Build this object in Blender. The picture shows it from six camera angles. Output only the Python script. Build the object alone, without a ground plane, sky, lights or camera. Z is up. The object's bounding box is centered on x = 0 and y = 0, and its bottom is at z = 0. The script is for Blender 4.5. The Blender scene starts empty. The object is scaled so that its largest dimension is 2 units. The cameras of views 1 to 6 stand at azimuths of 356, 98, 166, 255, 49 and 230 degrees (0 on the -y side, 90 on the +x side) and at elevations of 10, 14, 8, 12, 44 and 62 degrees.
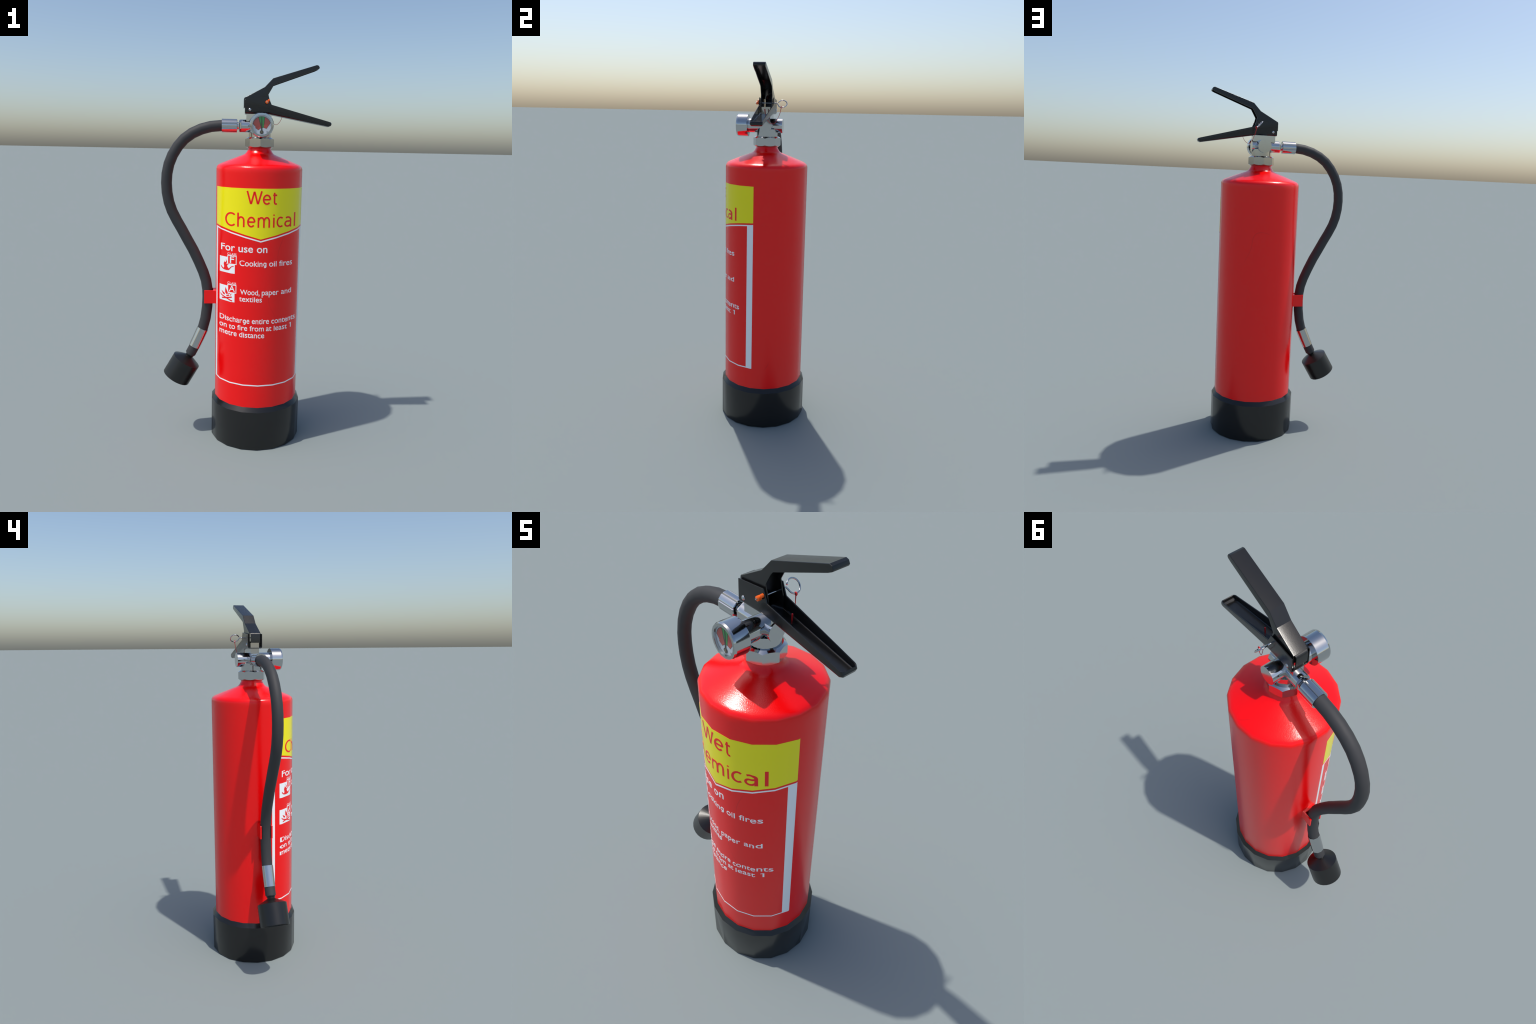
"""A wet-chemical fire extinguisher: red cylinder with printed label, black foot,
chrome valve with gauge, black squeeze levers, safety pin and hose with nozzle."""
import bpy, bmesh, math
from mathutils import Vector, Matrix

TAU = 2 * math.pi
AX = 0.0706           # x of the cylinder axis
SIDES = 18            # the cylinder is an 18-sided prism, smooth shaded
R_BODY, R_FOOT = 0.2273, 0.2448
VZ = 1.690            # height of the valve's cross bores

# ------------------------------------------------------------------ materials


def material(name, color, rough=0.5, metal=0.0, spec=0.5, coat=0.0, build=None):
    m = bpy.data.materials.new(name)
    m.use_nodes = True
    nt = m.node_tree
    b = nt.nodes["Principled BSDF"]
    b.inputs["Base Color"].default_value = (*color, 1)
    b.inputs["Roughness"].default_value = rough
    b.inputs["Metallic"].default_value = metal
    b.inputs["Specular IOR Level"].default_value = spec
    b.inputs["Coat Weight"].default_value = coat
    b.inputs["Coat Roughness"].default_value = 0.15
    if build:
        build(nt, b)
    return m


def node(nt, kind, **props):
    n = nt.nodes.new(kind)
    for k, v in props.items():
        if k in n.inputs:
            n.inputs[k].default_value = v
        else:
            setattr(n, k, v)
    return n


def orange_peel(scale, strength, distance=0.002, detail=2.0):
    """fine paint texture as bump"""
    def build(nt, b):
        tc = node(nt, "ShaderNodeTexCoord")
        nz = node(nt, "ShaderNodeTexNoise", Scale=scale, Detail=detail)
        bp = node(nt, "ShaderNodeBump", Strength=strength, Distance=distance)
        nt.links.new(tc.outputs["Object"], nz.inputs["Vector"])
        nt.links.new(nz.outputs["Fac"], bp.inputs["Height"])
        nt.links.new(bp.outputs["Normal"], b.inputs["Normal"])
    return build


def scratched(base, dark):
    """orange peel plus sparse, hair-thin dark scuffs"""
    def build(nt, b):
        orange_peel(300.0, 0.30, 0.0012, 3.0)(nt, b)
        tc = node(nt, "ShaderNodeTexCoord")
        warp = node(nt, "ShaderNodeTexNoise", Scale=2.6, Detail=0.6)
        gap = node(nt, "ShaderNodeTexNoise", Scale=6.5, Detail=1.0)
        a = node(nt, "ShaderNodeMath", operation="SUBTRACT")
        a.inputs[1].default_value = 0.5
        c = node(nt, "ShaderNodeMath", operation="ABSOLUTE")
        line = node(nt, "ShaderNodeMapRange")
        line.inputs["From Min"].default_value = 0.0008
        line.inputs["From Max"].default_value = 0.0030
        line.inputs["To Min"].default_value = 1.0
        line.inputs["To Max"].default_value = 0.0
        keep = node(nt, "ShaderNodeMapRange")
        keep.inputs["From Min"].default_value = 0.56
        keep.inputs["From Max"].default_value = 0.66
        mul = node(nt, "ShaderNodeMath", operation="MULTIPLY")
        amount = node(nt, "ShaderNodeMath", operation="MULTIPLY")
        amount.inputs[1].default_value = 0.17
        mix = node(nt, "ShaderNodeMix", data_type="RGBA")
        mix.inputs[6].default_value = (*base, 1)
        mix.inputs[7].default_value = (*dark, 1)
        L = nt.links.new
        L(tc.outputs["Object"], warp.inputs["Vector"])
        L(tc.outputs["Object"], gap.inputs["Vector"])
        L(warp.outputs["Fac"], a.inputs[0])
        L(a.outputs[0], c.inputs[0])
        L(c.outputs[0], line.inputs["Value"])
        L(gap.outputs["Fac"], keep.inputs["Value"])
        L(line.outputs[0], mul.inputs[0])
        L(keep.outputs[0], mul.inputs[1])
        L(mul.outputs[0], amount.inputs[0])
        L(amount.outputs[0], mix.inputs[0])
        L(mix.outputs[2], b.inputs["Base Color"])
    return build


RED = (0.97, 0.0, 0.001)
PAINT = dict(rough=0.20, spec=0.5)
m_red = material("red_paint", RED, **PAINT, build=scratched(RED, (0.30, 0.006, 0.006)))
m_ink_red = material("red_ink", (0.94, 0.004, 0.006), **PAINT)
m_yellow = material("yellow_ink", (0.98, 0.86, 0.002), **PAINT)
m_white = material("white_ink", (0.95, 0.95, 0.96), **PAINT)
m_clip = material("red_plastic", (0.95, 0.0, 0.001), rough=0.3)
m_foot = material("black_foot_plastic", (0.011, 0.011, 0.011), rough=0.22, spec=0.5)
m_lever = material("black_enamel", (0.010, 0.010, 0.010), rough=0.22, spec=0.5, build=orange_peel(220.0, 0.06, 0.0015))
m_hose = material("grey_rubber", (0.042, 0.042, 0.044), rough=0.62, spec=0.3)
m_nozzle = material("black_nozzle_plastic", (0.008, 0.008, 0.008), rough=0.30, spec=0.5)
m_chrome = material("chrome", (0.52, 0.53, 0.535), rough=0.09, metal=1.0)
m_orange = material("orange_plastic", (0.90, 0.13, 0.008), rough=0.4)
m_cord = material("red_cord", (0.62, 0.008, 0.012), rough=0.45)
m_dial = material("dial_white", (0.70, 0.72, 0.78), rough=0.5)
m_dial_red = material("dial_red", (0.56, 0.085, 0.07), rough=0.5)
m_dial_green = material("dial_green", (0.05, 0.36, 0.075), rough=0.5)
m_dial_dark = material("dial_dark", (0.055, 0.052, 0.045), rough=0.5)
m_hub = material("dial_brass", (0.14, 0.11, 0.065), rough=0.4)

m_glass = bpy.data.materials.new("clear_cover")
m_glass.use_nodes = True
_nt = m_glass.node_tree
_nt.nodes.remove(_nt.nodes["Principled BSDF"])
_tr = node(_nt, "ShaderNodeBsdfTransparent", Color=(0.93, 0.94, 0.93, 1))
_gl = node(_nt, "ShaderNodeBsdfGlossy", Roughness=0.05)
_lw = node(_nt, "ShaderNodeLayerWeight", Blend=0.5)
_pw = node(_nt, "ShaderNodeMath", operation="POWER")
_pw.inputs[1].default_value = 4.0
_fr = node(_nt, "ShaderNodeMath", operation="MULTIPLY_ADD")
_fr.inputs[1].default_value = 0.75
_fr.inputs[2].default_value = 0.04
_nt.links.new(_lw.outputs["Facing"], _pw.inputs[0])
_nt.links.new(_pw.outputs[0], _fr.inputs[0])
_mx = node(_nt, "ShaderNodeMixShader")
_nt.links.new(_fr.outputs[0], _mx.inputs[0])
_nt.links.new(_tr.outputs[0], _mx.inputs[1])
_nt.links.new(_gl.outputs[0], _mx.inputs[2])
_nt.links.new(_mx.outputs[0], _nt.nodes["Material Output"].inputs["Surface"])

# ------------------------------------------------------------------ helpers
root = bpy.data.objects.new("fire_extinguisher", None)
bpy.context.scene.collection.objects.link(root)
root.location = (AX, 0, 0)
root["label"] = "red wet chemical fire extinguisher with black hose, levers and foot"
root["category"] = "fire extinguisher"


def place(name, mesh, mat, parent=None, smooth=35.0):
    o = bpy.data.objects.new(name, mesh)
    bpy.context.scene.collection.objects.link(o)
    if mat:
        mesh.materials.append(mat)
    p = parent or root
    o.parent = p
    if p is root:
        o.matrix_parent_inverse = Matrix.Translation((-AX, 0, 0))
    if smooth is not None:
        mesh.shade_smooth()
        mesh.set_sharp_from_angle(angle=math.radians(smooth))
    return o


def from_bm(name, bm, mat, parent=None, smooth=35.0, fix=True):
    if fix:
        bmesh.ops.recalc_face_normals(bm, faces=bm.faces)
    me = bpy.data.meshes.new(name)
    bm.to_mesh(me)
    bm.free()
    return place(name, me, mat, parent, smooth)


def frame(origin, axis, ref):
    """matrix whose local z runs along axis and local x along ref"""
    z = Vector(axis).normalized()
    x = (Vector(ref) - Vector(ref).dot(z) * z).normalized()
    y = z.cross(x)
    m = Matrix((x, y, z)).transposed().to_4x4()
    m.translation = Vector(origin)
    return m


def ring(bm, r, z, n, M, phase=0.0):
    return [bm.verts.new(M @ Vector((r * math.cos(phase + TAU * i / n), r * math.sin(phase + TAU * i / n), z))) for i in range(n)]


def bridge(bm, a, b):
    n = len(a)
    for i in range(n):
        bm.faces.new((a[i], a[(i + 1) % n], b[(i + 1) % n], b[i]))


def lathe(bm, profile, n, M, phase=0.0, cap_start=True, cap_end=True):
    rings = []
    for r, z in profile:
        rings.append(ring(bm, r, z, n, M, phase))
    for a, b in zip(rings, rings[1:]):
        bridge(bm, a, b)
    if cap_start:
        bm.faces.new(rings[0][::-1])
    if cap_end:
        bm.faces.new(rings[-1])
    return rings


def lathed(name, profile, n, M, mat, parent=None, phase=0.0, smooth=35.0, **kw):
    bm = bmesh.new()
    lathe(bm, profile, n, M, phase, **kw)
    return from_bm(name, bm, mat, parent, smooth)


def tube(bm, points, radius, n, ref, closed=False, caps=True, phase=0.0):
    """sweep an n-gon along points; radius is a number or one per point"""
    P = [Vector(p) for p in points]
    k = len(P)
    rings = []
    ref = Vector(ref)
    for i in range(k):
        if closed:
            t = (P[(i + 1) % k] - P[i - 1]).normalized()
        else:
            t = ((P[min(i + 1, k - 1)] - P[i]).normalized() + (P[i] - P[max(i - 1, 0)]).normalized()).normalized()
        r = radius[i] if hasattr(radius, "__len__") else radius
        rings.append(ring(bm, r, 0, n, frame(P[i], t, ref), phase))
    for i in range(k - 1 + closed):
        bridge(bm, rings[i], rings[(i + 1) % k])
    if caps and not closed:
        bm.faces.new(rings[0][::-1])
        bm.faces.new(rings[-1])


def box(bm, lo, hi):
    c = [(x, y, z) for x in (lo[0], hi[0]) for y in (lo[1], hi[1]) for z in (lo[2], hi[2])]
    v = [bm.verts.new(p) for p in c]
    for f in ((0, 1, 3, 2), (4, 6, 7, 5), (0, 4, 5, 1), (2, 3, 7, 6), (0, 2, 6, 4), (1, 5, 7, 3)):
        bm.faces.new([v[i] for i in f])
    return v


def bake(o, smooth=16.0):
    """apply the modifiers of o and reshade"""
    dg = bpy.context.evaluated_depsgraph_get()
    me = bpy.data.meshes.new_from_object(o.evaluated_get(dg))
    o.modifiers.clear()
    o.data = me
    me.shade_smooth()
    me.set_sharp_from_angle(angle=math.radians(smooth))


def nut(name, corner_r, flat_r, z0, z1, cham, n, M, mat, parent, hole=0.0):
    """n-sided nut with the scalloped, cone-chamfered faces of a turned nut"""
    bm = bmesh.new()
    sub = 6
    apothem = corner_r * math.cos(math.pi / n)
    k = cham / (corner_r - flat_r)
    rows = [[], [], [], []]
    for i in range(n):
        for j in range(sub):
            a = TAU * (i + j / sub) / n
            mid = TAU * (i + 0.5) / n
            r = apothem / math.cos(a - mid)
            drop = max(0.0, (r - flat_r) * k)
            c, s = math.cos(a), math.sin(a)
            for row, (rr, z) in zip(rows, ((flat_r, z0), (r, z0 + drop), (r, z1 - drop), (flat_r, z1))):
                row.append(bm.verts.new(M @ Vector((rr * c, rr * s, z))))
    for a, b in zip(rows, rows[1:]):
        bridge(bm, a, b)
    bm.faces.new(rows[0][::-1])
    bm.faces.new(rows[3])
    return from_bm(name, bm, mat, parent, smooth=25.0)


UP = frame((AX, 0, 0), (0, 0, 1), (0, -1, 0))      # local x towards the front

# ------------------------------------------------------------------ foot and cylinder
lathed("foot", [(0.205, 0.0), (0.2435, 0.0), (R_FOOT, 0.004), (R_FOOT, 0.2098), (0.2262, 0.2330), (0.21, 0.2330)], SIDES, UP, m_foot, smooth=28)

wall = [0.231, 0.60, 0.95, 1.30, 1.455]
profile = [(0.19, 0.224), (R_BODY, 0.224)] + [(R_BODY, z) for z in wall]
profile += [(R_BODY, 1.4705), (0.2257, 1.4795), (0.2208, 1.4875), (0.2115, 1.4940), (0.199, 1.4995), (0.150, 1.5190),
            (0.0865, 1.5430), (0.0765, 1.5480), (0.0690, 1.5560), (0.0615, 1.5690), (0.0575, 1.5780), (0.0570, 1.5950)]
body = lathed("cylinder", profile, SIDES, UP, m_red, smooth=60)

# ------------------------------------------------------------------ printed label
# The print is projected straight on to the front, so x and z here are as seen from the front.
# (the last facet turns away from the front, so artwork on it is laid out in its own units)
CORNERS = list(range(-5, 6))
FX = [AX + R_BODY * math.sin(TAU * k / SIDES) for k in CORNERS]
FY = [-R_BODY * math.cos(TAU * k / SIDES) for k in CORNERS]
U = FX[1:-1]
U = [U[0] - 0.030] + U + [U[-1] + 0.030]      # artwork coordinate of each corner
FACET_X = U[1:-1]


def on_facet(u):
    """x, y on the prism at artwork coordinate u, and the smooth surface direction there"""
    for i in range(len(U) - 1):
        if U[i] - 1e-6 <= u <= U[i + 1] + 1e-6:
            t = (u - U[i]) / (U[i + 1] - U[i])
            n0 = Vector((FX[i] - AX, FY[i], 0)).normalized()
            n1 = Vector((FX[i + 1] - AX, FY[i + 1], 0)).normalized()
            return FX[i] + t * (FX[i + 1] - FX[i]), FY[i] + t * (FY[i + 1] - FY[i]), n0.lerp(n1, t).normalized()
    raise ValueError("artwork runs off the label")


def print_on(name, bm, mat, proud, parent):
    """wrap flat artwork (x, z at y = 0) on to the prism as a thin raised film"""
    for x in FACET_X:
        g = bm.verts[:] + bm.edges[:] + bm.faces[:]
        bmesh.ops.bisect_plane(bm, geom=g, dist=1e-6, plane_co=(x, 0, 0), plane_no=(1, 0, 0))
    bm.normal_update()
    bmesh.ops.triangulate(bm, faces=bm.faces)
    for f in bm.faces:
        f.normal_update()
        if f.normal.y > 0:
            f.normal_flip()
    front = bm.faces[:]
    dup = bmesh.ops.duplicate(bm, geom=bm.verts[:] + bm.edges[:] + front)
    back_of = {k: v for k, v in dup["vert_map"].items() if isinstance(k, bmesh.types.BMVert)}
    fset = set(front)
    for e in [e for e in bm.edges if len(e.link_faces) == 1 and e.link_faces[0] in fset]:
        l = e.link_loops[0]
        a, b = l.vert, l.link_loop_next.vert
        bm.faces.new((b, a, back_of[a], back_of[b]))
    for f in dup["geom"]:
        if isinstance(f, bmesh.types.BMFace):
            f.normal_flip()
    smooth_dir = {}
    for v in list({v for f in front for v in f.verts}):
        x, y, n = on_facet(v.co.x)
        w = back_of[v]
        lift = proud - v.co.y                  # overlapping strokes lie at slightly different heights
        smooth_dir[v] = n
        v.co = Vector((x, y, v.co.z)) + n * lift
        w.co = Vector((x, y, w.co.z)) - n * 0.0012
    bm.normal_update()
    bm.faces.index_update()
    bm.verts.index_update()
    idx = {f.index for f in front}
    dir_of = {v.index: n for v, n in smooth_dir.items()}
    me = bpy.data.meshes.new(name)
    bm.to_mesh(me)
    bm.free()
    o = place(name, me, mat, parent, smooth=None)
    me.shade_smooth()
    normals = []
    for p in me.polygons:
        for li in p.loop_indices:
            if p.index in idx:
                normals.append(dir_of[me.loops[li].vertex_index])
            else:
                normals.append(p.normal.copy())
    me.normals_split_custom_set(normals)
    return o


def outline(bm, pts):
    f = bm.faces.new([bm.verts.new((x, 0, z)) for x, z in pts])
    return f


def rect(bm, x0, z0, x1, z1):
    outline(bm, [(x0, z0), (x1, z0), (x1, z1), (x0, z1)])


def ribbon(bm, pts, widths, layer=0):
    """a stroke of varying width through pts, mitred at its bends"""
    L, R = [], []
    n = len(pts)
    V = [Vector(p) for p in pts]
    for i in range(n):
        d0 = (V[i] - V[i - 1]).normalized() if i else (V[1] - V[0]).normalized()
        d1 = (V[i + 1] - V[i]).normalized() if i < n - 1 else d0
        d = (d0 + d1).normalized() if (d0 + d1).length > 1e-6 else d0
        w = widths[i] / 2 / max(0.35, d.dot(d1))
        L.append(bm.verts.new((V[i].x - d.y * w, -layer * 0.00012, V[i].y + d.x * w)))
        R.append(bm.verts.new((V[i].x + d.y * w, -layer * 0.00012, V[i].y - d.x * w)))
    for i in range(n - 1):
        bm.faces.new((L[i], L[i + 1], R[i + 1], R[i]))


def word_mesh(text, weight, spacing=1.0):
    cu = bpy.data.curves.new("word", "FONT")
    cu.body = text
    cu.size = 1.0
    cu.resolution_u = 5
    cu.offset = weight
    cu.space_character = spacing
    tmp = bpy.data.objects.new("word", cu)
    bpy.context.scene.collection.objects.link(tmp)
    dg = bpy.context.evaluated_depsgraph_get()
    me = bpy.data.meshes.new_from_object(tmp.evaluated_get(dg))
    bpy.data.objects.remove(tmp)
    bm = bmesh.new()
    bm.from_mesh(me)
    bpy.data.meshes.remove(me)
    bpy.data.curves.remove(cu)
    bmesh.ops.remove_doubles(bm, verts=bm.verts, dist=1e-5)
    return bm


def top_of(letter):
    bm = word_mesh(letter, 0.0)
    h = max(v.co.y for v in bm.verts)
    bm.free()
    return h


CAP, XH = top_of("H"), top_of("x")


def lettering(text, x0, x1, base, cap, weight=0.0, x_height=0.745):
    """flat outline of a word filling x0..x1 with capitals from base to cap;
    the lower case is drawn up to a tall x-height"""
    bm = word_mesh(text, weight)
    xs = [v.co.x for v in bm.verts]
    lo = min(xs)
    sx = (x1 - x0) / (max(xs) - lo)
    H = cap - base
    for v in bm.verts:
        y = v.co.y
        if y < 0:
            y *= 1.2
        z = y / XH * x_height if y <= XH else x_height + (y - XH) / (CAP - XH) * (1 - x_height)
        v.co = Vector((x0 + (v.co.x - lo) * sx, 0, base + z * H))
    return bm


def bow(cx, cy, rx, ry, a0, a1, n=14):
    return [(cx + rx * math.cos(math.radians(a0 + (a1 - a0) * i / n)), cy + ry * math.sin(math.radians(a0 + (a1 - a0) * i / n))) for i in range(n + 1)]


# plain one-weight letters of the heading: strokes in a box 1 wide, 1 high
# (capitals and ascenders against cap height, the rest against x-height)
XHT = 0.735
STROKES = {
    "W": [[(0, 1), (0.235, 0.045), (0.285, 0.045), (0.48, 0.955), (0.52, 0.955), (0.715, 0.045), (0.765, 0.045), (1, 1)]],
    "C": [bow(0.60, 0.5, 0.60, 0.5, 48, 312, 22)],
    "e": [[(0.0, 0.5 * XHT), (1.0, 0.5 * XHT)], bow(0.5, 0.5 * XHT, 0.5, 0.5 * XHT, 0, 318, 24)],
    "t": [[(0.36, 0.95)] + bow(0.70, 0.20, 0.34, 0.20, 180, 275, 8) + [(1.0, 0.012)], [(0.0, XHT), (1.0, XHT)]],
    "h": [[(0, 0), (0, 1)], [(0.0, 0.50)] + bow(0.52, 0.46, 0.48, XHT - 0.46, 148, 0, 10) + [(1.0, 0)]],
    "m": [[(0, 0), (0, XHT)], [(0.0, 0.50)] + bow(0.27, 0.46, 0.235, XHT - 0.46, 148, 0, 10) + [(0.505, 0)],
          [(0.505, 0.50)] + bow(0.77, 0.46, 0.23, XHT - 0.46, 148, 0, 10) + [(1.0, 0)]],
    "i": [[(0.5, 0), (0.5, XHT)], [(0.5, 0.885), (0.5, 0.985)]],
    "c": [bow(0.60, 0.5 * XHT, 0.60, 0.5 * XHT, 52, 308, 20)],
    "a": [[(0.12, 0.68)] + bow(0.50, 0.48, 0.50, XHT - 0.48, 110, 0, 9) + [(1.0, 0)],
          [(1.0, 0.42), (0.5, 0.405)] + bow(0.42, 0.205, 0.42, 0.20, 90, 275, 12) + [(0.70, 0.03), (1.0, 0.15)]],
    "l": [[(0.5, 0), (0.5, 1)]],
    "g": [bow(0.5, 0.5 * XHT, 0.5, 0.5 * XHT, 0, 360, 22), [(1.0, XHT), (1.0, -0.10)] + bow(0.5, -0.08, 0.5, 0.22, -15, -125, 9)],
}


def drawn_letter(ch, x0, x1, base, cap, pen):
    bm = bmesh.new()
    h = pen / 2
    layer = 0
    for stroke in STROKES[ch]:
        q = []
        for a, b in stroke:
            x = x0 + h + a * (x1 - x0 - pen)
            ends = b in (0, 1) and ch in "Whmlai"
            z = base + b * (cap - base) if ends else base + h + b * (cap - base - pen)
            q.append((x, z))
        ribbon(bm, q, [pen] * len(q), layer)
        layer += 1
    return bm


label = bpy.data.objects.new("printed_label", None)
bpy.context.scene.collection.objects.link(label)
label.parent = root
label.location = (0, 0, 0)
LX0, LX1, TIP_X = -0.1487, U[-2] + 0.0026, 0.0718


def stick(o):
    o.parent = label
    o.matrix_parent_inverse = Matrix.Translation((-AX, 0, 0))
    return o


bm = bmesh.new()
outline(bm, [(LX0 + 0.0008, 1.3815), (LX0 + 0.0008, 1.1870), (TIP_X, 1.1287), (LX1, 1.1870), (LX1, 1.3815)])
stick(print_on("yellow_panel", bm, m_yellow, 0.0004, label))

bm = bmesh.new()
T = 0.0062
zt, zb = 1.1780, 0.3512
# chevron stroke, side strokes and bottom stroke of the white frame
outline(bm, [(LX0, zt - 0.0012), (LX0, zt - 0.0075), (TIP_X, 1.1137), (TIP_X, 1.1207)])
outline(bm, [(TIP_X, 1.1207), (TIP_X, 1.1137), (LX1, zt - 0.0065), (LX1, zt)])
outline(bm, [(LX0, zb), (LX0 + T, zb + T), (LX0 + T, zt - 0.0093), (LX0, zt - 0.0075)])
RIN = 0.2845
outline(bm, [(RIN, zb + T), (LX1, zb), (LX1, zt - 0.0065), (RIN, zt - 0.0095)])
outline(bm, [(LX0, zb), (LX1, zb), (RIN, zb + T), (LX0 + T, zb + T)])
stick(print_on("white_frame", bm, m_white, 0.0004, label))

HEADING = [(1.3020, 1.3695, [("W", -0.0030, 0.0765), ("e", 0.0772, 0.1197), ("t", 0.1250, 0.1532)]),
           (1.1880, 1.2592, [("C", -0.1062, -0.0550), ("h", -0.0464, -0.0098), ("e", 0.0020, 0.0435), ("m", 0.0538, 0.1164),
                             ("i", 0.1317, 0.1393), ("c", 0.1492, 0.1860), ("a", 0.1908, 0.2296), ("l", 0.2447, 0.2525)])]
for base, cap, letters in HEADING:
    for ch, x0, x1 in letters:
        stick(print_on("heading_letter", drawn_letter(ch, x0, x1, base, cap, 0.0083), m_ink_red, 0.0008, label))

TEXT = [(1.0608, 1.0940, 0.010, [("For", -0.1258, -0.0560), ("use", -0.0385, 0.0339), ("on", 0.0530, 0.1062)]),
        (0.9900, 1.0170, 0.006, [("Cookin", -0.0324, 0.0826), ("g", 0.0868, 0.1030), ("oil", 0.1171, 0.1553), ("fires", 0.1694, 0.2414)]),
        (0.8415, 0.8672, 0.006, [("Wood,", -0.0272, 0.0707), ("paper", 0.0822, 0.1702), ("and", 0.1839, 0.2406)]),
        (0.8050, 0.8300, 0.006, [("textiles", -0.0318, 0.0835)]),
        (0.6900, 0.7165, 0.006, [("Dischar", -0.1299, -0.0145), ("g", -0.0117, 0.0038), ("e", 0.0070, 0.0220), ("entire", 0.0344, 0.1229), ("contents", 0.1353, 0.2687)]),
        (0.6512, 0.6770, 0.006, [("on", -0.1309, -0.0933), ("to", -0.0821, -0.0503), ("fire", -0.0388, 0.0114), ("from", 0.0237, 0.0967),
                                 ("at", 0.1083, 0.1364), ("least", 0.1490, 0.2215)]),
        (0.6143, 0.6405, 0.006, [("metre", -0.1306, -0.0417), ("distance", -0.0293, 0.0996)])]
for base, cap, w, words in TEXT:
    for t, x0, x1 in words:
        art = drawn_letter(t, x0, x1, base, cap, 0.0043) if t == "g" else lettering(t, x0, x1, base, cap, weight=w)
        stick(print_on("text_word", art, m_white, 0.0004, label))
bm = bmesh.new()       # the figure 1: a stem with a flag
outline(bm, [(0.2410, 0.6512), (0.2458, 0.6512), (0.2458, 0.6765), (0.2425, 0.6765), (0.2352, 0.6738), (0.2352, 0.6712), (0.2410, 0.6725)])
stick(print_on("text_word", bm, m_white, 0.0004, label))


def pictogram(x0, z0, x1, z1, bx0, bz0, bx1, bz1, letter, art):
    """white fire-class square with red drawing and a lettered box in its corner"""
    bm = bmesh.new()
    # white square with the box area left out
    outline(bm, [(x0, z0), (x1, z0), (x1, bz0), (bx0, bz0), (bx0, z1), (x0, z1)])
    t = 0.0036
    outline(bm, [(bx0, bz0), (bx1, bz0), (bx1 - t, bz0 + t), (bx0 + t, bz0 + t)])
    outline(bm, [(bx1, bz0), (bx1, bz1), (bx1 - t, bz1 - t), (bx1 - t, bz0 + t)])
    outline(bm, [(bx1, bz1), (bx0, bz1), (bx0 + t, bz1 - t), (bx1 - t, bz1 - t)])
    outline(bm, [(bx0, bz1), (bx0, bz0), (bx0 + t, bz0 + t), (bx0 + t, bz1 - t)])
    bmesh.ops.remove_doubles(bm, verts=bm.verts, dist=1e-6)
    stick(print_on("fire_class_square", bm, m_white, 0.0004, label))
    mid = (bx0 + bx1) / 2
    half = 0.0105 if letter == "F" else 0.0152
    stick(print_on("fire_class_letter", lettering(letter, mid - half, mid + half, bz0 + 0.0075, bz1 - 0.0060, weight=0.006), m_white, 0.0004, label))
    stick(print_on("fire_class_word", lettering("CLASS", bx0 + 0.0005, bx1 - 0.001, bz1 + 0.0006, bz1 + 0.0125, weight=0.004), m_white, 0.0004, label))
    bm = bmesh.new()
    w, h = x1 - x0, z1 - z0
    for layer, (kind, pts, wid) in enumerate(art):
        q = [(x0 + a * w, z0 + b * h) for a, b in pts]
        if kind == "shape":
            outline(bm, q)
        else:
            ribbon(bm, q, [k * w for k in wid], layer)
    stick(print_on("fire_class_drawing", bm, m_ink_red, 0.0009, label))


flame = ("shape", [(0.27, 0.24), (0.30, 0.36), (0.27, 0.50), (0.27, 0.58), (0.32, 0.66), (0.30, 0.73), (0.36, 0.655), (0.40, 0.66),
                   (0.44, 0.74), (0.39, 0.865), (0.475, 0.76), (0.49, 0.69), (0.44, 0.555), (0.55, 0.58), (0.635, 0.635),
                   (0.62, 0.575), (0.53, 0.52), (0.495, 0.44), (0.53, 0.36), (0.61, 0.275), (0.60, 0.22), (0.36, 0.20)], None)
pan = ("stroke", [(0.085, 0.40), (0.13, 0.32), (0.22, 0.235), (0.33, 0.20), (0.45, 0.19), (0.59, 0.215), (0.66, 0.29), (0.74, 0.40),
                  (0.84, 0.465), (0.93, 0.475)], [0.03, 0.06, 0.075, 0.08, 0.075, 0.075, 0.06, 0.05, 0.045, 0.04])
pictogram(-0.1315, 0.9443, -0.0555, 1.0262, -0.0930, 0.9914, -0.0470, 1.0375, "F", [flame, pan])

log = lambda pts, w: ("stroke", pts, w)
wood = [log([(0.06, 0.44), (0.12, 0.345), (0.22, 0.285), (0.45, 0.20), (0.68, 0.12), (0.85, 0.075)], [0.02, 0.06, 0.075, 0.08, 0.08, 0.08]),
        log([(0.16, 0.14), (0.42, 0.19), (0.82, 0.33)], [0.08, 0.085, 0.085]),
        log([(0.46, 0.335), (0.65, 0.42)], [0.075, 0.075]),
        ("shape", [(0.40, 0.88), (0.375, 0.70), (0.385, 0.52), (0.48, 0.43), (0.54, 0.46), (0.555, 0.55), (0.48, 0.72)], None),
        ("shape", [(0.135, 0.63), (0.22, 0.43), (0.31, 0.365), (0.365, 0.40), (0.34, 0.48), (0.22, 0.56)], None),
        ("shape", [(0.575, 0.475), (0.625, 0.475), (0.72, 0.57), (0.63, 0.555)], None),
        ("shape", [(0.705, 0.40), (0.755, 0.42), (0.81, 0.555), (0.72, 0.48)], None)]
pictogram(-0.1314, 0.7938, -0.0551, 0.8760, -0.0914, 0.8414, -0.0464, 0.8857, "A", wood)

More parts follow.
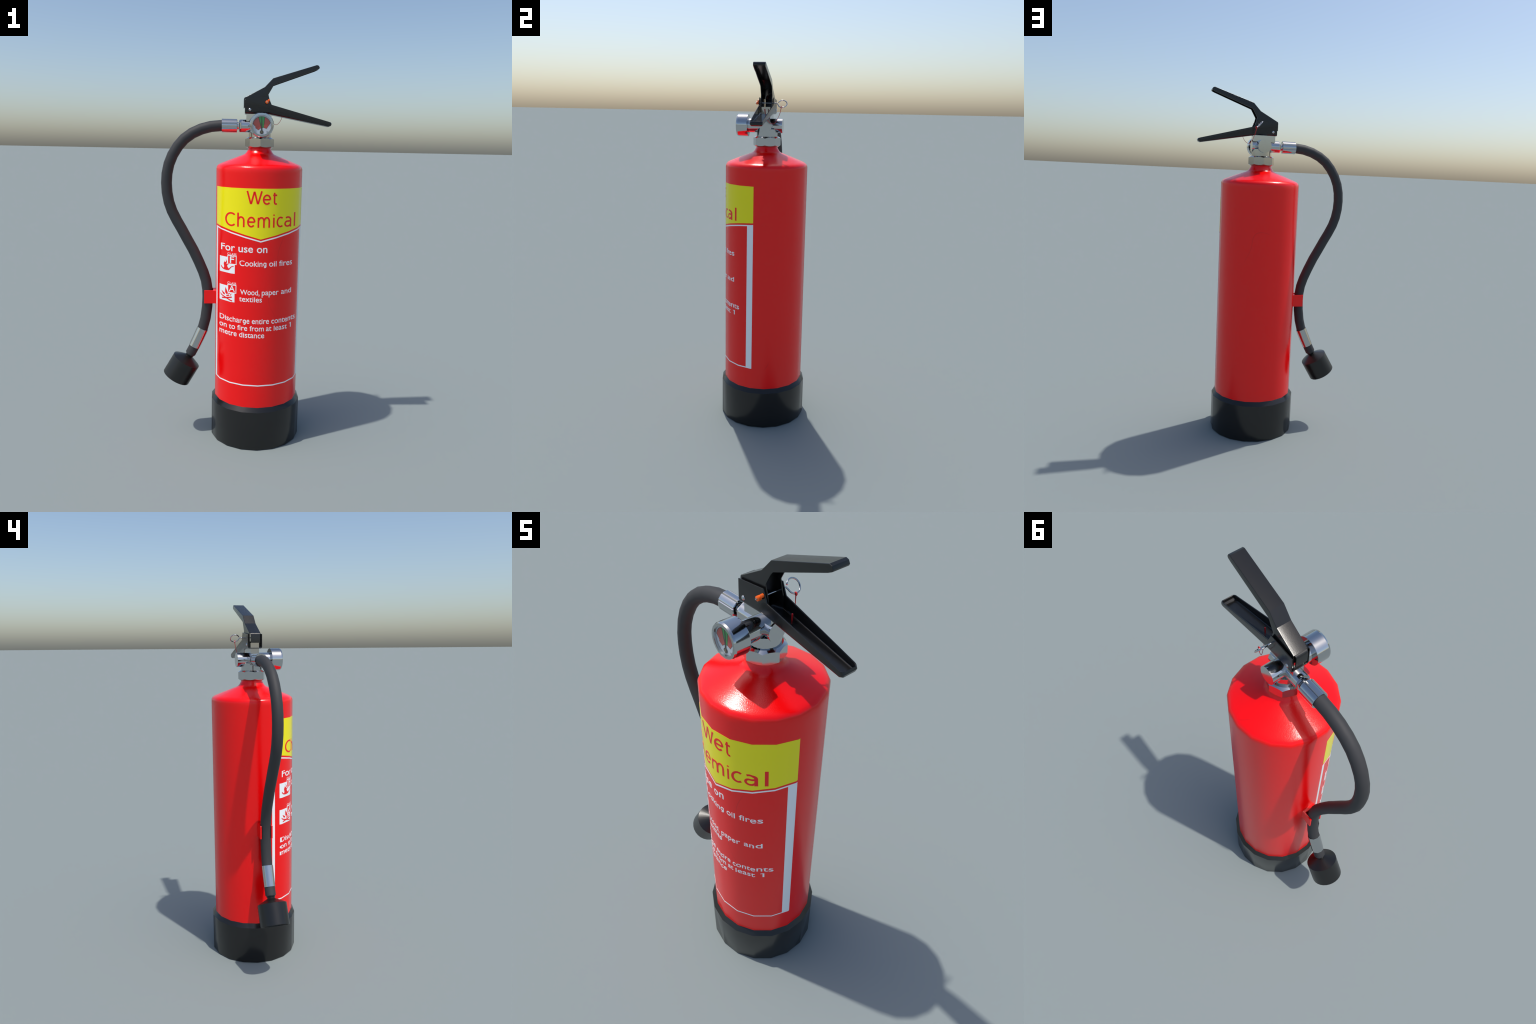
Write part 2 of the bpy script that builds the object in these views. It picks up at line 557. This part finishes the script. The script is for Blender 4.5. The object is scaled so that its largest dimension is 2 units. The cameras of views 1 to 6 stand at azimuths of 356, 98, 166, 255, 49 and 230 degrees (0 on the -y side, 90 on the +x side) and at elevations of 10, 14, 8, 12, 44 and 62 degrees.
# ------------------------------------------------------------------ valve
valve_bm = bmesh.new()
lathe(valve_bm, [(0.050, 1.585), (0.0575, 1.585), (0.0575, 1.672)], 24, UP, 0)
valve = from_bm("valve", valve_bm, m_chrome, smooth=40)
CX = 0.0697
bm = bmesh.new()
lathe(bm, [(0.0385, -0.0855), (0.0385, 0.112)], 24, frame((CX, 0, VZ), (0, -1, 0), (0, 0, 1)))
from_bm("cross_bore", bm, m_chrome, valve, 40)
bm = bmesh.new()
lathe(bm, [(0.0340, -0.1315), (0.0340, -0.060), (0.0328, 0.0), (0.0328, 0.0275)], 24, frame((0, 0, VZ), (-1, 0, 0), (0, 0, 1)))
from_bm("outlet_bore", bm, m_chrome, valve, 40)
bm = bmesh.new()
box(bm, (-0.0016, -0.0235, 1.664), (0.1280, 0.0235, 1.788))
valve_block = from_bm("valve_block", bm, m_chrome, valve, 30)
nut("collar_nut", 0.0757, 0.0625, 1.5775, 1.6330, 0.0095, 8, frame((0.0702, 0, 0), (0, 0, 1), (0, -1, 0)), m_chrome, valve)

# outlet union: small nut, necked seat and crimped ferrule around the hose end
OUT = frame((0, 0, VZ), (-1, 0, 0), (0, 0, 1))
lathed("union_nut", [(0.0300, 0.0265), (0.0318, 0.0280), (0.0318, 0.0355), (0.0262, 0.0388)], 6, OUT, m_chrome, valve, smooth=20)
lathed("union_neck", [(0.0190, 0.040), (0.0190, 0.060)], 20, OUT, m_chrome, valve)


def crimped(name, r, depth, z0, z1, lobes, M, mat, parent, inner):
    """ferrule pressed into lobes: broad lands with narrow grooves between"""
    bm = bmesh.new()
    def loop(z, shrink):
        out = []
        for i in range(lobes):
            for f, d in ((-0.5, 1.0), (-0.40, 0.15), (-0.28, 0.0), (0.28, 0.0), (0.40, 0.15)):
                a = TAU * (i + f) / lobes
                rr = (r - depth * d - shrink)
                out.append(bm.verts.new(M @ Vector((rr * math.cos(a), rr * math.sin(a), z))))
        return out
    def circle(z, rad):
        out = []
        for i in range(lobes):
            for f in (-0.5, -0.40, -0.28, 0.28, 0.40):
                a = TAU * (i + f) / lobes
                out.append(bm.verts.new(M @ Vector((rad * math.cos(a), rad * math.sin(a), z))))
        return out
    rows = [circle(z0, inner * 0.7), loop(z0, 0.002), loop(z0 + 0.002, 0.0), loop(z1, 0.0), circle(z1, inner), circle(z1 - 0.006, inner)]
    for a, b in zip(rows, rows[1:]):
        bridge(bm, a, b)
    bm.faces.new(rows[0][::-1])
    bm.faces.new(rows[-1])
    return from_bm(name, bm, mat, parent, smooth=28)


crimped("hose_ferrule", 0.0352, 0.0030, 0.0480, 0.1275, 8, frame((0, 0, VZ), (-1, 0, 0), (0, -0.07, 0.9975)), m_chrome, valve, 0.0270)

# ------------------------------------------------------------------ gauge
GZ = 1.6905
GM = frame((CX, 0, GZ), (0, -1, 0), (0, 0, 1))     # local z points to the front
gauge = lathed("pressure_gauge", [(0.030, 0.1028), (0.0600, 0.1028), (0.0606, 0.1042), (0.0606, 0.1562), (0.0578, 0.1632),
                                  (0.0480, 0.1638), (0.0478, 0.1545)], 24, GM, m_chrome, valve, smooth=19, cap_end=False)
lathed("dial_face", [(0.0478, 0.1505), (0.0478, 0.1540)], 32, GM, m_dial, gauge, smooth=30)


def dial_mark(name, parts, mat, y):
    """thin printed or cut pieces on the dial, outlines in x, z"""
    bm = bmesh.new()
    for pts in parts:
        f = outline(bm, pts)
    bm.normal_update()
    bmesh.ops.triangulate(bm, faces=bm.faces)
    for f in bm.faces:
        f.normal_update()
        if f.normal.y > 0:
            f.normal_flip()
    for v in bm.verts:
        v.co.y = -y
    ex = bmesh.ops.extrude_face_region(bm, geom=bm.faces[:])
    for v in [g for g in ex["geom"] if isinstance(g, bmesh.types.BMVert)]:
        v.co.y += 0.0004
    return from_bm(name, bm, mat, gauge, smooth=20)


DC = (0.0697, 1.6868)


def arc(a0, a1, r, n=14):
    """points on the dial's arc; angles in degrees clockwise from 12 o'clock"""
    out = []
    for i in range(n + 1):
        a = math.radians(a0 + (a1 - a0) * i / n)
        out.append((DC[0] + r * math.sin(a), DC[1] + r * math.cos(a)))
    return out


left_foot = [(0.0393, 1.6805), (0.0378, 1.6752), (0.0535, 1.6652), (0.0665, 1.6762)]
right_foot = [(0.0795, 1.6775), (0.0932, 1.6720)]
rim = 0.0458
dial_mark("dial_outline", [arc(-79, 72, rim, 24) + right_foot[::-1] + [(0.0700, 1.6762)] + left_foot[::-1]], m_dial_dark, 0.1543)


def inset(pts, d):
    cx = sum(p[0] for p in pts) / len(pts)
    cz = sum(p[1] for p in pts) / len(pts)
    out = []
    for x, z in pts:
        l = math.hypot(x - cx, z - cz)
        out.append((x + (cx - x) * d / l, z + (cz - z) * d / l))
    return out


dial_mark("dial_red_zone", [inset(arc(-77, -22, rim - 0.0008, 12) + left_foot[::-1], 0.0013),
                            inset(arc(20, 71, rim - 0.0008, 12) + right_foot[::-1], 0.0012)], m_dial_red, 0.1546)
dial_mark("dial_green_zone", [inset(arc(-20, -2, rim - 0.0008, 5) + [(0.0680, 1.6870), (0.0665, 1.6868)], 0.0007),
                              inset(arc(1, 17.5, rim - 0.0008, 5) + [(0.0785, 1.6772), (0.0735, 1.6768)], 0.0007)], m_dial_green, 0.1546)
HUB = (0.0697, 1.6560)
needle = [(0.0680, 1.7310), (0.0700, 1.7310), (0.0718, 1.695), (0.0735, HUB[1]), (0.0661, HUB[1]), (0.0669, 1.695)]
dial_mark("dial_needle", [needle], m_dial_dark, 0.1552)
lathed("needle_hub", [(0.0092, 0.1540), (0.0092, 0.1556), (0.0060, 0.1566)], 20, frame((HUB[0], 0, HUB[1]), (0, -1, 0), (0, 0, 1)), m_dial_dark, gauge)
lathed("needle_cap", [(0.0062, 0.1560), (0.0055, 0.1572), (0.0020, 0.1577)], 16, frame((HUB[0], 0, HUB[1]), (0, -1, 0), (0, 0, 1)), m_hub, gauge)
lathed("needle_pivot", [(0.0016, 0.1570), (0.0013, 0.1582)], 12, frame((HUB[0], 0, HUB[1]), (0, -1, 0), (0, 0, 1)), m_chrome, gauge)
bm = lettering("bar", 0.0940, 0.1030, 1.6550, 1.6610, weight=0.0)
for v in bm.verts:
    v.co.y = -0.1543
ex = bmesh.ops.extrude_face_region(bm, geom=bm.faces[:])
for v in [g for g in ex["geom"] if isinstance(g, bmesh.types.BMVert)]:
    v.co.y += 0.0004
from_bm("dial_lettering", bm, m_dial_dark, gauge, smooth=20)
bm = bmesh.new()
lathe(bm, [(0.0560, 0.1634), (0.0545, 0.1645), (0.0470, 0.1660), (0.0380, 0.1669), (0.012, 0.1672)], 32, GM, cap_start=False)
from_bm("gauge_cover", bm, m_glass, gauge, smooth=60)

# ------------------------------------------------------------------ levers


def channel(bm, chain, closing, width, bevel, segs):
    """U-shaped sheet: a strip along chain, and two side plates bounded by chain + closing.
    Points are (x, z); width(x) is the half width."""
    sides = {}
    for s in (-1, 1):
        sides[s] = [bm.verts.new((x, s * width(x), z)) for x, z in chain + closing]
        bm.faces.new(sides[s])
    k = len(chain)
    for i in range(k - 1):
        bm.faces.new((sides[-1][i], sides[-1][i + 1], sides[1][i + 1], sides[1][i]))
    bm.normal_update()
    bmesh.ops.recalc_face_normals(bm, faces=bm.faces)
    edges = []
    for s in (-1, 1):
        for i in range(k - 1):
            edges.append(bm.edges.get((sides[s][i], sides[s][i + 1])))
    bmesh.ops.bevel(bm, geom=edges, offset=bevel, offset_type="OFFSET", segments=segs, profile=0.5, affect="EDGES", clamp_overlap=True)


def sheet_metal(o, thickness, edge):
    s = o.modifiers.new("thickness", "SOLIDIFY")
    s.thickness = thickness
    s.offset = -1
    s.use_even_offset = True
    b = o.modifiers.new("edge", "BEVEL")
    b.width = edge
    b.segments = 2
    b.limit_method = "ANGLE"
    b.angle_limit = math.radians(50)
    bpy.context.view_layer.update()
    bake(o)


# carrying handle below: a trough open at the top
low_w = lambda x: 0.0400 if x < 0.12 else 0.0400 - (min(x, 0.434) - 0.12) / 0.314 * 0.0075
bm = bmesh.new()
channel(bm, [(-0.0080, 1.7505), (0.115, 1.7505), (0.4270, 1.6938), (0.4385, 1.6985), (0.4425, 1.7080), (0.4385, 1.7160)],
        [(0.1260, 1.7975), (0.1085, 1.8375), (-0.0078, 1.8265)], low_w, 0.0105, 6)
lower = from_bm("carrying_handle", bm, m_lever, None, 32)
sheet_metal(lower, 0.0042, 0.0009)

# squeeze lever above: a trough open at the bottom, with a flange bent down at the rear
bm = bmesh.new()
channel(bm, [(-0.0050, 1.8338), (0.0901, 1.8852), (0.1318, 1.9292), (0.3537, 1.9995), (0.3635, 1.9965), (0.3687, 1.9870), (0.3665, 1.9815)],
        [(0.3510, 1.9740), (0.1364, 1.8955), (0.1093, 1.8480), (0.1222, 1.7980), (0.1215, 1.7570), (-0.0020, 1.7570)], lambda x: 0.0310, 0.0018, 6)
upper = from_bm("squeeze_lever", bm, m_lever, None, 32)
sheet_metal(upper, 0.0036, 0.0009)

flange = [(-0.0045, 1.8340), (-0.0110, 1.8318), (-0.0142, 1.8280), (-0.0153, 1.8215), (-0.0153, 1.7806), (-0.0103, 1.7806), (-0.0103, 1.8220), (-0.0050, 1.8285)]
bm = bmesh.new()
ends = [[bm.verts.new((x, s * 0.0252, z)) for x, z in flange] for s in (-1, 1)]
bridge(bm, ends[0], ends[1])
bm.faces.new(ends[0])
bm.faces.new(ends[1][::-1])
from_bm("lever_flange", bm, m_lever, upper, 40)

# rivets on both sides and the shaft between them
for s in (-1, 1):
    lathed("rivet", [(0.0078, 0.0390), (0.0078, 0.0405), (0.0066, 0.0425), (0.0042, 0.0438), (0.0015, 0.0443)], 14,
           frame((0.0153, 0, 1.7712), (0, s, 0), (0, 0, 1)), m_chrome, lower, smooth=50)

# ------------------------------------------------------------------ safety pin, seal and cord
PX, PZ = 0.1012, 1.8087
RC = Vector((0.1045, 0.0855, 1.8058))
e_up = Vector((-0.64, 0, 0.77)).normalized()
pts = [(PX, -0.0615, PZ), (PX, 0.045, PZ), (PX + 0.0002, 0.0570, PZ)]
r_ring = 0.0240
for i in range(0, 31):
    a = math.radians(-12 - i * (324.0 / 30))
    p = RC + r_ring * (-math.cos(a) * Vector((0, 1, 0)) + math.sin(a) * e_up)
    pts.append(tuple(p))
bm = bmesh.new()
tube(bm, pts, 0.0029, 10, (0.77, 0.01, 0.64))
pin = from_bm("safety_pin", bm, m_chrome, None, 50)
bm = bmesh.new()
lathe(bm, [(0.0070, 0.0430), (0.0082, 0.0438), (0.0082, 0.0562), (0.0070, 0.0570)], 16, frame((PX, 0, PZ), (0, -1, 0), (0, 0, 1)))
lathe(bm, [(0.0050, 0.0408), (0.0060, 0.0414), (0.0060, 0.0480), (0.0050, 0.0486)], 14, frame((PX + 0.0097, 0, PZ + 0.0098), (0, -1, 0), (0, 0, 1)))
box(bm, (PX + 0.003, -0.0480, PZ + 0.003), (PX + 0.0090, -0.0435, PZ + 0.0090))
from_bm("orange_seal", bm, m_orange, pin, 40)

bm = bmesh.new()
B = Vector((0.1220, 0.0807, 1.7880))
loop_n = 14
wire_dir = Vector((0, 1, 0))
bead = [B + 0.0046 * (math.cos(TAU * i / loop_n) * Vector((0.67, 0, -0.74)) + math.sin(TAU * i / loop_n) * Vector((0.74, 0, 0.67))) for i in range(loop_n)]
tube(bm, bead, 0.0022, 8, (0, 1, 0), closed=True)
hole = Vector((0.1875, 0.0070, 1.7440))
sag = [(0.0, 1.7835), (0.035, 1.766), (0.10, 1.749), (0.20, 1.7310), (0.32, 1.7125), (0.44, 1.7025), (0.56, 1.7005), (0.70, 1.7060), (0.82, 1.7155), (0.93, 1.7300), (1.0, 1.7440)]
cord_pts = [(B.x + (hole.x - B.x) * s, B.y + (hole.y - B.y) * s, z) for s, z in sag]
rr = [0.0018, 0.0015] + [0.0011] * (len(sag) - 2)
cord_pts += [(0.1881, 0.0064, 1.7500), (0.1888, 0.0056, 1.7560), (0.1914, 0.0040, 1.7775)]
tube(bm, cord_pts, rr + [0.0011, 0.0025, 0.0027], 8, (0.6, 0.8, 0))
from_bm("seal_cord", bm, m_cord, pin, 50)

# ------------------------------------------------------------------ hose
HOSE = [(-0.1215, 1.6905), (-0.1834, 1.6838), (-0.2331, 1.6700), (-0.2797, 1.6483), (-0.3208, 1.6186), (-0.3545, 1.5799), (-0.3821, 1.5350), (-0.4010, 1.4881),
        (-0.4117, 1.4385), (-0.4147, 1.3897), (-0.4118, 1.3404), (-0.4025, 1.2896), (-0.3864, 1.2426), (-0.3615, 1.1927), (-0.3364, 1.1487),
        (-0.3062, 1.0922), (-0.2749, 1.0355), (-0.2448, 0.9713), (-0.2207, 0.9143), (-0.2061, 0.8684), (-0.1982, 0.8177), (-0.1970, 0.7780),
        (-0.1993, 0.7223), (-0.2082, 0.6555), (-0.2237, 0.5961), (-0.2455, 0.5460), (-0.2685, 0.4957), (-0.2890, 0.4560), (-0.2903, 0.4534)]
bm = bmesh.new()
tube(bm, [(x, 0, z) for x, z in HOSE], [0.0286] * 29, 10, (0, 1, 0), phase=math.pi / 10)
hose = from_bm("hose", bm, m_hose, None, 60)

bm = bmesh.new()
f0, f1 = Vector((-0.2227, 0, 0.5985)), Vector((-0.2450, 0, 0.5470))
f2 = Vector((-0.2686, 0, 0.4955))
d0 = (f1 - f0).normalized()
d2 = (f2 - f1).normalized()
rings = []
for p, d, r in ((f0 - d0 * -0.003, d0, 0.0280), (f0, d0, 0.0300), (f0, d0, 0.0318), (f1, d0 + d2, 0.0316), (f2, d2, 0.0310), (f2, d2, 0.0300), (f2 - d2 * 0.003, d2, 0.0280)):
    rings.append(ring(bm, r, 0, 10, frame(p, d, (0, 1, 0)), math.pi / 10))
for a, b in zip(rings, rings[1:]):
    bridge(bm, a, b)
from_bm("nozzle_ferrule", bm, m_chrome, hose, 40)

# nozzle: short neck flaring into a blunt, hollow cup
axis = Vector((-0.504, 0, -0.864)).normalized()
NM = frame((-0.2890, 0, 0.4556), axis, (0, 1, 0))
lathed("nozzle", [(0.0225, -0.004), (0.0240, 0.000), (0.0240, 0.0085), (0.0212, 0.0120), (0.0205, 0.0175), (0.0790, 0.0463), (0.0790, 0.1600), (0.0775, 0.1620),
                  (0.0730, 0.1620), (0.0710, 0.1600), (0.0690, 0.0600), (0.0150, 0.0420)], 28, NM, m_nozzle, hose, smooth=35)

# clip that holds the hose against the cylinder
bm = bmesh.new()
plan = [(-0.2150, -0.0345), (-0.1480, -0.0345), (-0.1480, 0.0345), (-0.2150, 0.0345), (-0.2150, 0.0268), (-0.1675, 0.0268), (-0.1675, -0.0268), (-0.2150, -0.0268)]
lo = [bm.verts.new((x, y, 0.7475)) for x, y in plan]
hi = [bm.verts.new((x, y, 0.8185)) for x, y in plan]
bridge(bm, lo, hi)
bm.faces.new(lo[::-1])
bm.faces.new(hi)
bmesh.ops.recalc_face_normals(bm, faces=bm.faces)
bmesh.ops.bevel(bm, geom=[e for e in bm.edges], offset=0.0008, segments=1, affect="EDGES")
from_bm("hose_clip", bm, m_clip, None, 25)

print("objects", len(bpy.data.objects))
